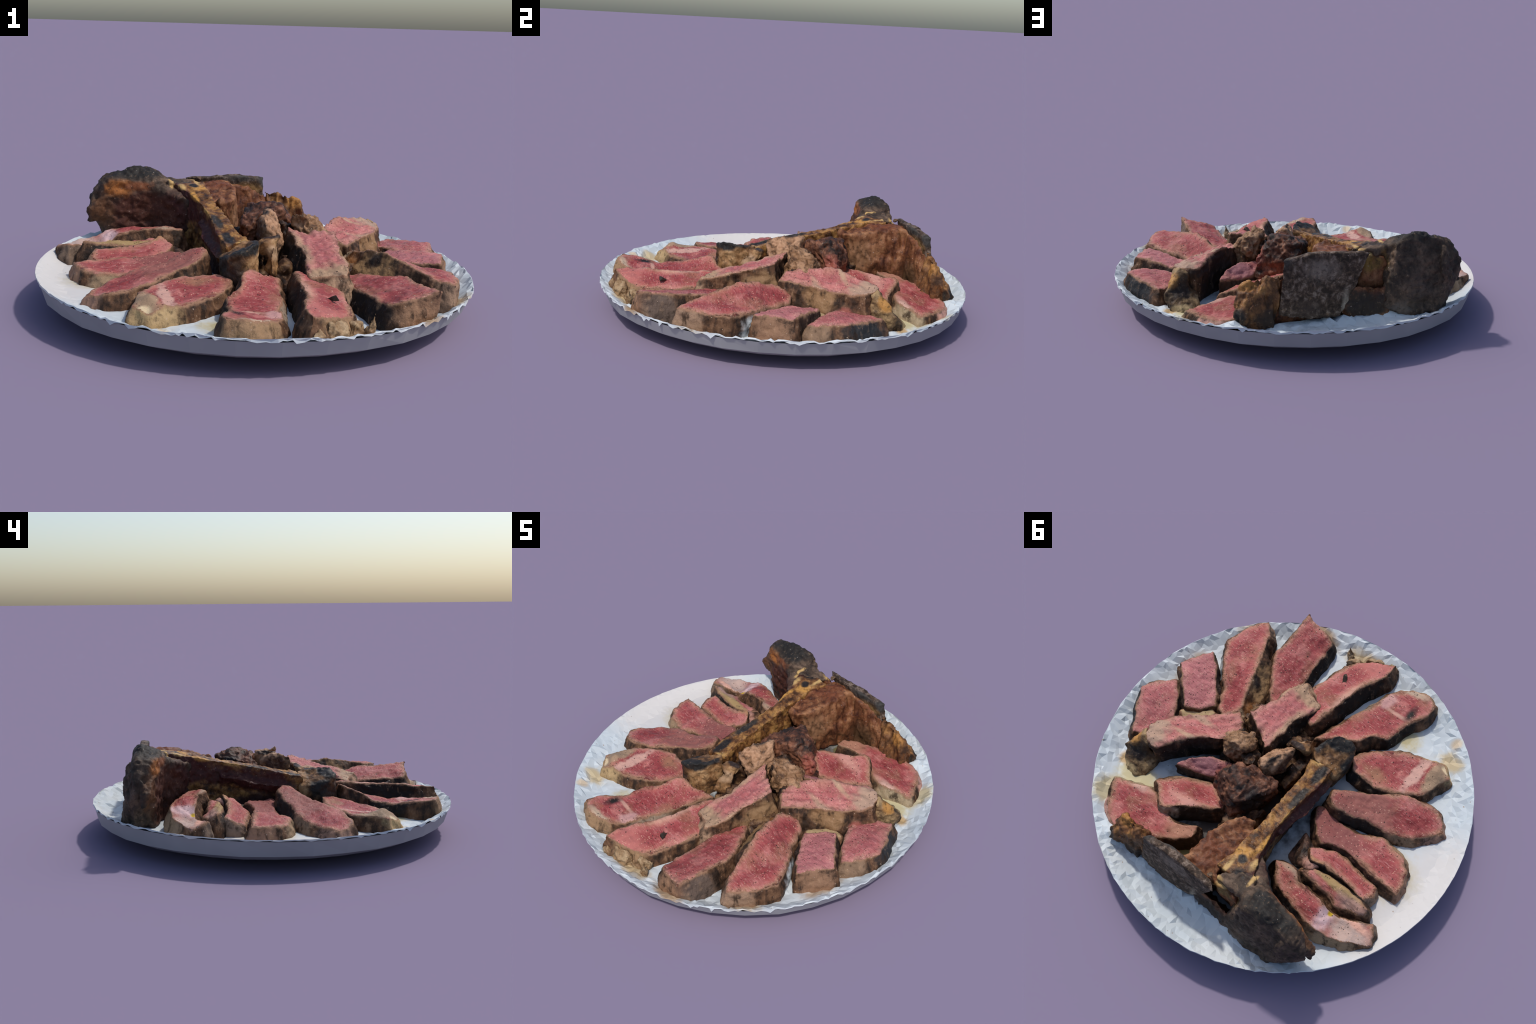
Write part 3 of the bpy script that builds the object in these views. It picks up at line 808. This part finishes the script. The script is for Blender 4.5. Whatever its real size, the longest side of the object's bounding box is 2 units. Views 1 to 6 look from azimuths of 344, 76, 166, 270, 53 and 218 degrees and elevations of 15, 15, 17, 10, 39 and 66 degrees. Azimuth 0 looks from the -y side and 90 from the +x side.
chunk("meat_chunk", "low ragged dark lumps filling the gaps between the pieces",
      [[(0.10, -0.31, 0.17), (0.02, -0.33, 0.14), (-0.04, -0.22, 0.15), (0.03, -0.20, 0.17), (-0.03, -0.06, 0.15), (-0.03, 0.06, 0.15), (0.10, 0.08, 0.19), (0.27, 0.12, 0.20), (0.36, 0.06, 0.20), (0.42, -0.03, 0.20),
        (0.40, -0.13, 0.19), (0.28, -0.20, 0.18), (0.10, -0.31, 0.09), (-0.05, -0.06, 0.09), (-0.03, 0.08, 0.09), (0.36, 0.15, 0.09), (0.45, -0.05, 0.09), (0.38, -0.2, 0.09)],
       [(0.07, -0.25, 0.21), (0.05, -0.17, 0.22), (0.10, -0.14, 0.26), (0.11, -0.22, 0.22), (0.03, -0.2, 0.15), (0.12, -0.15, 0.15)],
       [(-0.05, 0.20, 0.25), (0.10, 0.34, 0.28), (0.08, 0.41, 0.26), (-0.06, 0.32, 0.28), (-0.07, 0.2, 0.1), (0.12, 0.35, 0.1), (0.09, 0.43, 0.1), (-0.07, 0.35, 0.1)],
       [(-0.06, -0.12, 0.26), (0.0, -0.12, 0.25), (0.0, 0.05, 0.25), (-0.06, 0.06, 0.27), (-0.07, -0.12, 0.1), (0.02, -0.12, 0.1), (0.02, 0.06, 0.1), (-0.07, 0.07, 0.1)],
       [(0.33, -0.12, 0.23), (0.42, -0.14, 0.23), (0.40, -0.27, 0.21), (0.32, -0.30, 0.20), (0.28, -0.24, 0.2), (0.33, -0.12, 0.1), (0.43, -0.16, 0.1), (0.30, -0.32, 0.1), (0.40, -0.3, 0.1)],
       [(0.19, 0.04, 0.355), (0.12, 0.10, 0.365), (0.17, 0.12, 0.36), (0.23, 0.08, 0.33), (0.15, 0.02, 0.34), (0.2, 0.1, 0.2), (0.12, 0.05, 0.2), (0.22, 0.04, 0.2)],
       [(0.30, -0.06, 0.31), (0.36, -0.04, 0.29), (0.38, 0.03, 0.29), (0.30, 0.0, 0.32), (0.34, -0.08, 0.2), (0.38, 0.05, 0.2), (0.28, 0.0, 0.2)],
       [(0.20, -0.02, 0.30), (0.14, 0.0, 0.32), (0.12, 0.05, 0.30), (0.18, 0.04, 0.31), (0.22, 0.02, 0.2), (0.12, 0.0, 0.2), (0.14, 0.08, 0.2)],
       [(0.38, -0.02, 0.245), (0.43, -0.07, 0.235), (0.40, -0.10, 0.24), (0.36, -0.05, 0.25), (0.40, -0.02, 0.15), (0.44, -0.1, 0.15), (0.36, -0.1, 0.15)]], 26,
      dict(dark=(0.02, 0.013, 0.01), mid=(0.075, 0.036, 0.02), light=(0.22, 0.125, 0.06), level=0.48, scale=14), amp=(0.02, 0.012), freq=(12, 32))
chunk("meat_chunk", "flat browned fatty trimming resting on the foil",
      [[(0.715, 0.26, 0.295), (0.69, 0.305, 0.305), (0.645, 0.325, 0.30), (0.757, 0.372, 0.212), (0.785, 0.387, 0.19), (0.74, 0.33, 0.235), (0.77, 0.37, 0.1), (0.70, 0.39, 0.12), (0.62, 0.34, 0.15), (0.72, 0.26, 0.1), (0.64, 0.3, 0.1)],
       [(0.76, 0.40, 0.17), (0.69, 0.345, 0.22), (0.64, 0.345, 0.21), (0.60, 0.30, 0.20), (0.741, 0.437, 0.125), (0.705, 0.465, 0.125), (0.64, 0.475, 0.12), (0.600, 0.425, 0.125), (0.585, 0.32, 0.13),
        (0.76, 0.41, 0.09), (0.69, 0.47, 0.09), (0.59, 0.42, 0.09), (0.59, 0.30, 0.09), (0.72, 0.34, 0.09)]], 27,
      dict(dark=(0.03, 0.02, 0.014), mid=(0.12, 0.07, 0.035), light=(0.36, 0.24, 0.12), level=0.5, scale=10,
           patches=[((0.70, 0.39, 0.20), (0.09, 0.06, 0.06), (0.025, 0.018, 0.015), 0.6), ((0.71, 0.45, 0.12), (0.1, 0.04, 0.05), (0.45, 0.33, 0.17), 0.6),
                    ((0.735, 0.335, 0.25), (0.05, 0.05, 0.06), (0.42, 0.21, 0.06), 0.5), ((0.66, 0.37, 0.24), (0.09, 0.05, 0.09), (0.025, 0.018, 0.015), 0.6)]), amp=(0.008, 0.006))
chunk("meat_chunk", "ragged tan fat trimmings at the end of a slice",
      [[(0.215, -0.800, 0.155), (0.16, -0.86, 0.165), (0.19, -0.85, 0.14), (0.14, -0.83, 0.16), (0.20, -0.78, 0.1), (0.21, -0.86, 0.1), (0.13, -0.89, 0.1), (0.13, -0.82, 0.1)],
       [(0.11, -0.865, 0.185), (0.03, -0.905, 0.195), (0.06, -0.93, 0.16), (0.13, -0.90, 0.15), (0.10, -0.93, 0.1), (0.00, -0.94, 0.1), (0.02, -0.88, 0.1), (0.13, -0.86, 0.1)],
       [(0.235, -0.865, 0.20), (0.215, -0.845, 0.16), (0.20, -0.875, 0.15), (0.24, -0.85, 0.13), (0.22, -0.89, 0.11), (0.20, -0.84, 0.1), (0.25, -0.86, 0.1)],
       [(-0.02, -0.925, 0.185), (-0.05, -0.945, 0.15), (0.01, -0.955, 0.15), (0.02, -0.91, 0.12), (-0.05, -0.93, 0.1), (0.02, -0.95, 0.1)]], 28,
      dict(dark=(0.13, 0.07, 0.035), mid=(0.25, 0.155, 0.08), light=(0.41, 0.285, 0.165), level=0.50, scale=14, salt=0.2), voxel=0.006, amp=(0.010, 0.008), freq=(16, 40), rounds=2)
chunk("charred_bit", "tiny burnt crumb lying on a slice",
      [[(0.10, -0.655, 0.20), (0.155, -0.70, 0.20), (0.12, -0.70, 0.20), (0.13, -0.65, 0.20), (0.135, -0.700, 0.230), (0.115, -0.685, 0.222), (0.145, -0.68, 0.222)]],
      25, dict(dark=(0.015, 0.013, 0.012), mid=(0.025, 0.02, 0.017), light=(0.05, 0.035, 0.025), salt=0), voxel=0.004, amp=(0.003, 0.002), rounds=3)

# ----------------------------------------------------------------------------
# the T-bone
# ----------------------------------------------------------------------------
BL = Vector((-0.15, 0.45, FLOOR))
bone = thing("t_bone", BL, "charred T-shaped beef bone with clinging brown meat", "bone")


def wall(spine, zlow, left=0.0, right=0.0):
    """chain of hulls following a ridge: left top, right top, and the foot below"""
    out = []
    for (l0, r0), (l1, r1) in zip(spine[:-1], spine[1:]):
        pts = [l0, r0, l1, r1]
        for l, r in ((l0, r0), (l1, r1)):
            pts += [(l[0] + left, l[1], zlow), (r[0] + right, r[1], zlow), (r[0] + right, r[1], (r[2] + zlow) / 2 + 0.04)]
        out.append(pts)
    return out


ridge = [((-0.055, -0.142, 0.330), (-0.19, -0.175, 0.318)), ((-0.090, -0.048, 0.346), (-0.202, -0.036, 0.345)),
         ((-0.094, 0.051, 0.366), (-0.196, 0.047, 0.363)), ((-0.100, 0.192, 0.394), (-0.190, 0.164, 0.388)),
         ((-0.115, 0.321, 0.418), (-0.200, 0.300, 0.412)), ((-0.112, 0.424, 0.440), (-0.225, 0.425, 0.440)),
         ((-0.120, 0.513, 0.458), (-0.275, 0.540, 0.466)), ((-0.10, 0.63, 0.462), (-0.31, 0.62, 0.475))]
stem_hulls = wall(ridge, 0.095, 0.012, 0.010)
# flange along the lower right of the ridge
fl = [(-0.215, -0.15, 0.25), (-0.228, -0.126, 0.252), (-0.234, -0.037, 0.272), (-0.246, 0.102, 0.292), (-0.222, 0.176, 0.312), (-0.222, 0.287, 0.325)]
for a, b in zip(fl[:-1], fl[1:]):
    stem_hulls.append([a, b, (a[0] + 0.06, a[1], a[2] + 0.03), (b[0] + 0.06, b[1], b[2] + 0.03), (a[0] + 0.03, a[1], a[2] - 0.05), (b[0] + 0.03, b[1], b[2] - 0.05)])
PALE_BONE = (0.52, 0.33, 0.13)
stem_patches = [*[((-0.23 - 0.03 * t, y, 0.19 + 0.20 * y + 0.09), (0.085, 0.15, 0.105), (0.062, 0.018, 0.016), 0.35, 0.4) for t, y in ((0, 0.0), (0.2, 0.13), (0.4, 0.27), (0.7, 0.41), (1.2, 0.52))],
                ((-0.22, 0.05, 0.16), (0.10, 0.25, 0.09), (0.05, 0.022, 0.018), 0.4, 0.5),
                ((-0.155, -0.10, 0.34), (0.035, 0.09, 0.05), CHAR, 0.4, 0.5), ((-0.165, 0.06, 0.37), (0.030, 0.20, 0.03), (0.035, 0.029, 0.024), 0.5, 0.7),
                ((-0.215, 0.08, 0.35), (0.022, 0.16, 0.03), (0.10, 0.10, 0.105), 0.5, 0.3), ((-0.205, 0.34, 0.43), (0.022, 0.18, 0.03), (0.50, 0.25, 0.06), 0.6, 0.7), ((-0.188, 0.14, 0.39), (0.010, 0.18, 0.02), (0.5, 0.28, 0.08), 0.6, 0.5),
                ((-0.245, 0.47, 0.46), (0.03, 0.10, 0.025), PALE_BONE, 0.6, 0.5), ((-0.10, -0.155, 0.34), (0.05, 0.045, 0.05), (0.5, 0.31, 0.11), 0.7),
                ((-0.165, 0.50, 0.46), (0.05, 0.06, 0.04), GOLD, 0.5), ((-0.18, 0.525, 0.47), (0.035, 0.035, 0.04), CHAR, 0.4, 0.4),
                ((-0.22, 0.60, 0.48), (0.06, 0.05, 0.05), CHAR, 0.5, 0.6), ((-0.15, 0.60, 0.465), (0.018, 0.09, 0.03), PALE_BONE, 0.6, 0.5),
                ((-0.285, 0.56, 0.47), (0.014, 0.06, 0.03), PALE_BONE, 0.5, 0.5)]
part("rib_bone", lump(stem_hulls, 41, BL, voxel=0.007, swell=-0.005, amp=(0.006, 0.005), freq=(10, 34), rounds=4), bone,
     charred_material(BL, 41, (0.042, 0.019, 0.010), (0.165, 0.069, 0.024), (0.37, 0.19, 0.06), 0.51, stem_patches, 18, "browned_bone", rough=0.42))

knuckle = [[(-0.038, -0.188, 0.338), (-0.060, -0.264, 0.352), (-0.103, -0.325, 0.352), (-0.159, -0.354, 0.332), (-0.206, -0.334, 0.308), (-0.225, -0.276, 0.285),
            (-0.235, -0.22, 0.27), (-0.20, -0.14, 0.26), (-0.09, -0.14, 0.33), (-0.08, -0.33, 0.20), (-0.17, -0.36, 0.2), (-0.22, -0.30, 0.12), (-0.09, -0.34, 0.10), (-0.20, -0.15, 0.10),
            (-0.05, -0.16, 0.10)],
           [(0.080, -0.142, 0.345), (0.050, -0.165, 0.335), (0.05, -0.12, 0.34), (-0.03, -0.15, 0.335), (-0.02, -0.20, 0.33), (0.06, -0.145, 0.28), (0.03, -0.20, 0.25), (-0.04, -0.16, 0.26)],
           [(0.06, -0.16, 0.31), (0.02, -0.22, 0.31), (0.0, -0.25, 0.27), (0.06, -0.19, 0.24), (-0.02, -0.19, 0.2), (0.0, -0.28, 0.2), (0.06, -0.2, 0.15)]]
part("bone_knuckle", lump(knuckle, 42, BL, voxel=0.007, amp=(0.010, 0.005), freq=(10, 30), bumps=[(-0.11, -0.23, 0.34, 0.035, -0.02)]), bone,
     charred_material(BL, 42, (0.07, 0.035, 0.018), (0.24, 0.12, 0.05), (0.42, 0.25, 0.12), 0.5,
                      [((-0.13, -0.31, 0.345), (0.15, 0.09, 0.055), (0.02, 0.019, 0.018), 0.35, 0.5), ((-0.06, -0.24, 0.35), (0.045, 0.09, 0.035), (0.022, 0.02, 0.019), 0.5),
                       ((-0.22, -0.26, 0.26), (0.05, 0.09, 0.08), (0.022, 0.02, 0.019), 0.5), ((0.03, -0.145, 0.345), (0.08, 0.03, 0.022), (0.04, 0.025, 0.02), 0.5),
                       ((-0.19, -0.34, 0.20), (0.09, 0.08, 0.10), (0.05, 0.03, 0.022), 0.6), ((0.03, -0.2, 0.28), (0.06, 0.06, 0.05), (0.38, 0.24, 0.14), 0.6)],
                      11, "browned_bone"))

chine = [[(-0.30, 0.600, 0.476), (-0.33, 0.728, 0.502), (-0.42, 0.690, 0.542), (-0.47, 0.665, 0.535), (-0.52, 0.692, 0.518), (-0.605, 0.690, 0.496), (-0.60, 0.600, 0.478),
          (-0.45, 0.585, 0.485), (-0.36, 0.565, 0.476), (-0.64, 0.635, 0.44), (-0.695, 0.685, 0.398), (-0.25, 0.782, 0.19), (-0.40, 0.792, 0.145), (-0.53, 0.785, 0.14), (-0.61, 0.70, 0.14),
          (-0.64, 0.66, 0.2), (-0.34, 0.59, 0.10), (-0.57, 0.60, 0.14), (-0.60, 0.60, 0.30), (-0.57, 0.68, 0.12), (-0.27, 0.62, 0.10)],
         [(-0.40, 0.70, 0.525), (-0.42, 0.655, 0.536), (-0.44, 0.65, 0.536), (-0.46, 0.68, 0.54), (-0.42, 0.64, 0.53), (-0.45, 0.64, 0.50), (-0.42, 0.70, 0.50)],
         [(-0.60, 0.68, 0.49), (-0.688, 0.692, 0.40), (-0.692, 0.68, 0.33), (-0.655, 0.69, 0.25), (-0.58, 0.735, 0.19), (-0.56, 0.735, 0.46), (-0.6, 0.66, 0.3), (-0.55, 0.775, 0.3)],
         [(-0.61, 0.60, 0.40), (-0.685, 0.655, 0.395), (-0.715, 0.632, 0.318), (-0.69, 0.60, 0.34), (-0.704, 0.652, 0.25), (-0.62, 0.61, 0.28), (-0.63, 0.66, 0.28)],
         [(-0.30, 0.56, 0.474), (-0.20, 0.54, 0.46), (-0.14, 0.68, 0.46), (-0.30, 0.68, 0.475), (-0.2, 0.6, 0.38), (-0.3, 0.6, 0.35), (-0.26, 0.66, 0.35)],
         [(-0.40, 0.585, 0.455), (-0.30, 0.560, 0.445), (-0.245, 0.50, 0.425), (-0.22, 0.43, 0.40), (-0.20, 0.60, 0.44), (-0.40, 0.60, 0.1), (-0.29, 0.57, 0.1), (-0.21, 0.47, 0.1), (-0.18, 0.6, 0.1)]]
chine_patches = [((-0.46, 0.63, 0.53), (0.24, 0.13, 0.06), (0.022, 0.02, 0.018), 0.5, 0.6), ((-0.27, 0.53, 0.31), (0.11, 0.12, 0.15), (0.06, 0.019, 0.016), 0.4, 0.4),
                 ((-0.42, 0.555, 0.27), (0.32, 0.11, 0.19), (0.075, 0.027, 0.018), 0.35, 0.4), ((-0.57, 0.585, 0.44), (0.12, 0.05, 0.06), (0.32, 0.115, 0.03), 0.6),
                 ((-0.45, 0.575, 0.45), (0.14, 0.03, 0.03), (0.20, 0.07, 0.03), 0.6), ((-0.64, 0.61, 0.3), (0.09, 0.06, 0.16), (0.13, 0.06, 0.03), 0.6),
                 ((-0.18, 0.525, 0.465), (0.03, 0.03, 0.04), (0.03, 0.028, 0.026), 0.4, 0.4), ((-0.29, 0.57, 0.47), (0.016, 0.06, 0.05), PALE_BONE, 0.5),
                 ((-0.20, 0.56, 0.465), (0.06, 0.03, 0.03), (0.45, 0.27, 0.11), 0.7), ((-0.13, 0.67, 0.46), (0.07, 0.022, 0.03), PALE_BONE, 0.6, 0.6),
                 ((-0.275, 0.70, 0.42), (0.03, 0.05, 0.07), (0.17, 0.095, 0.03), 0.6),
                 ((-0.47, 0.78, 0.30), (0.14, 0.04, 0.12), (0.085, 0.062, 0.05), 0.8, 1.2, 0.8), ((-0.33, 0.79, 0.18), (0.10, 0.04, 0.05), (0.12, 0.10, 0.085), 0.8, 1.0, 0.7)]
part("chine_bone", lump(chine, 43, BL, voxel=0.008, swell=0.002, amp=(0.010, 0.009), freq=(8, 28)), bone,
     charred_material(BL, 43, (0.028, 0.021, 0.016), (0.066, 0.044, 0.031), (0.15, 0.098, 0.066), 0.5, chine_patches, 10, "charred_bone", streaks=0.3, rough=0.6))

slab = [[(0.254, 0.752, 0.456), (0.238, 0.714, 0.452), (0.147, 0.705, 0.470), (0.075, 0.690, 0.476), (-0.08, 0.692, 0.472), (-0.14, 0.70, 0.47),
         (0.081, 0.740, 0.482), (-0.187, 0.737, 0.466), (-0.02, 0.735, 0.474),
         (0.287, 0.782, 0.19), (0.239, 0.792, 0.175), (0.118, 0.792, 0.158), (-0.028, 0.772, 0.155), (-0.11, 0.745, 0.27),
         (0.26, 0.735, 0.19), (0.0, 0.735, 0.16)]]
part("bone_plate", lump(slab, 44, BL, voxel=0.007, amp=(0.006, 0.003), freq=(8, 30), rounds=3), bone,
     charred_material(BL, 44, (0.034, 0.022, 0.015), (0.085, 0.054, 0.037), (0.24, 0.18, 0.14), 0.48,  # browns tinted warmer to offset the blue skylight on this side
                      [((0.06, 0.75, 0.40), (0.14, 0.05, 0.09), (0.27, 0.21, 0.17), 0.9, 1.3, 0.6), ((0.24, 0.73, 0.44), (0.06, 0.04, 0.05), (0.05, 0.047, 0.043), 0.6),
                       ((0.15, 0.70, 0.46), (0.16, 0.02, 0.03), (0.05, 0.045, 0.04), 0.6), ((0.18, 0.70, 0.38), (0.14, 0.035, 0.07), (0.25, 0.14, 0.05), 0.6),
                       ((-0.06, 0.77, 0.2), (0.03, 0.05, 0.14), (0.30, 0.25, 0.19), 0.8), ((0.13, 0.79, 0.22), (0.10, 0.05, 0.07), (0.06, 0.04, 0.03), 0.8)], 32, "grey_charred_bone", rough=0.65))

# meat left between the bones, falling as a wall to the foil
flesh = [[(0.022, 0.576, 0.452), (0.034, 0.538, 0.440), (0.026, 0.470, 0.430), (-0.005, 0.375, 0.415), (-0.055, 0.330, 0.405), (-0.12, 0.360, 0.408), (-0.144, 0.506, 0.435),
          (-0.143, 0.605, 0.438), (-0.117, 0.701, 0.442), (-0.02, 0.702, 0.452), (0.03, 0.69, 0.44), (0.036, 0.627, 0.450),
          (-0.06, 0.335, 0.33), (0.02, 0.43, 0.28), (0.07, 0.56, 0.27), (0.02, 0.43, 0.2), (0.045, 0.55, 0.14), (0.02, 0.44, 0.12), (-0.12, 0.5, 0.12), (-0.1, 0.7, 0.12), (0.08, 0.66, 0.13), (0.08, 0.66, 0.26)],
         [(0.02, 0.68, 0.44), (0.02, 0.72, 0.445), (0.2, 0.725, 0.40), (0.2, 0.70, 0.385), (0.08, 0.665, 0.28), (0.10, 0.655, 0.12), (0.29, 0.69, 0.16), (0.27, 0.73, 0.35), (0.3, 0.74, 0.1), (0.05, 0.72, 0.1)],
         # web between the two upright bones, and burnt crumbs at its foot
         [(-0.12, 0.655, 0.448), (-0.29, 0.645, 0.455), (-0.12, 0.695, 0.43), (-0.29, 0.695, 0.43), (-0.14, 0.70, 0.30), (-0.28, 0.705, 0.30), (-0.12, 0.66, 0.1), (-0.29, 0.66, 0.1)],
         [(-0.03, 0.742, 0.26), (-0.12, 0.74, 0.31), (-0.28, 0.742, 0.30), (-0.29, 0.772, 0.21), (-0.04, 0.772, 0.20), (-0.10, 0.782, 0.155), (-0.25, 0.788, 0.135), (-0.05, 0.68, 0.1), (-0.29, 0.68, 0.1), (-0.27, 0.77, 0.12)]]
part("clinging_meat", lump(flesh, 45, BL, voxel=0.008, amp=(0.013, 0.010), freq=(11, 28), stretch=(1, 1, 0.4),
                           bumps=[(-0.09, 0.35, 0.41, 0.025, 0.015), (-0.03, 0.345, 0.42, 0.02, 0.018), (0.03, 0.55, 0.45, 0.03, 0.015), (-0.07, 0.40, 0.42, 0.02, -0.02)], swell=-0.003), bone,
     charred_material(BL, 45, (0.045, 0.014, 0.009), (0.165, 0.060, 0.026), (0.34, 0.165, 0.078), 0.50,
                      [((-0.04, 0.55, 0.47), (0.14, 0.18, 0.04), (0.16, 0.05, 0.022), 0.6), ((0.02, 0.42, 0.30), (0.08, 0.12, 0.14), (0.28, 0.145, 0.075), 0.7, 0.8, 0.8),
                       ((0.16, 0.68, 0.2), (0.12, 0.08, 0.14), (0.09, 0.045, 0.022), 0.7),
                       ((-0.2, 0.71, 0.40), (0.09, 0.04, 0.07), (0.20, 0.115, 0.03), 0.6), ((-0.16, 0.775, 0.22), (0.17, 0.055, 0.13), (0.035, 0.024, 0.018), 0.5, 0.9),
                       ((-0.19, 0.685, 0.45), (0.08, 0.018, 0.025), (0.45, 0.28, 0.11), 0.6)], 10, "brown_roast_meat", streaks=0.35))
brown = [[(0.256, 0.735, 0.385), (0.305, 0.72, 0.352), (0.382, 0.715, 0.320), (0.428, 0.703, 0.345), (0.463, 0.690, 0.285), (0.490, 0.730, 0.25), (0.503, 0.785, 0.21), (0.47, 0.81, 0.185),
          (0.44, 0.80, 0.16), (0.31, 0.795, 0.12), (0.28, 0.775, 0.2), (0.36, 0.64, 0.15), (0.45, 0.70, 0.12), (0.42, 0.76, 0.1), (0.28, 0.68, 0.12), (0.48, 0.76, 0.14)]]
part("browned_fat_strip", lump(brown, 46, BL, voxel=0.007, amp=(0.020, 0.012), freq=(15, 34), rounds=2, stretch=(1, 1, 0.28)), bone,
     charred_material(BL, 46, (0.05, 0.026, 0.015), (0.17, 0.075, 0.03), (0.36, 0.18, 0.06), 0.47,
                      [((0.42, 0.70, 0.33), (0.06, 0.06, 0.06), (0.36, 0.165, 0.045), 0.6), ((0.47, 0.78, 0.2), (0.05, 0.05, 0.06), (0.03, 0.026, 0.022), 0.6),
                       ((0.31, 0.79, 0.16), (0.09, 0.06, 0.10), (0.035, 0.022, 0.016), 0.6)], 11, "browned_fat", streaks=0.3))
shards = [[(-0.115, 0.690, 0.455), (-0.10, 0.70, 0.475), (-0.125, 0.70, 0.478), (-0.135, 0.69, 0.46), (-0.11, 0.665, 0.455), (-0.13, 0.672, 0.475)]]
part("charred_crest", lump(shards, 47, BL, voxel=0.005, amp=(0.005, 0.004), freq=(16, 40), rounds=2), bone,
     charred_material(BL, 47, (0.035, 0.025, 0.02), (0.09, 0.05, 0.03), (0.32, 0.2, 0.1), 0.5, (), 14, "charred_bone"))

# bone rests on crumpled foil
print("objects", len(bpy.data.objects), "faces", sum(len(m.polygons) for m in bpy.data.meshes))
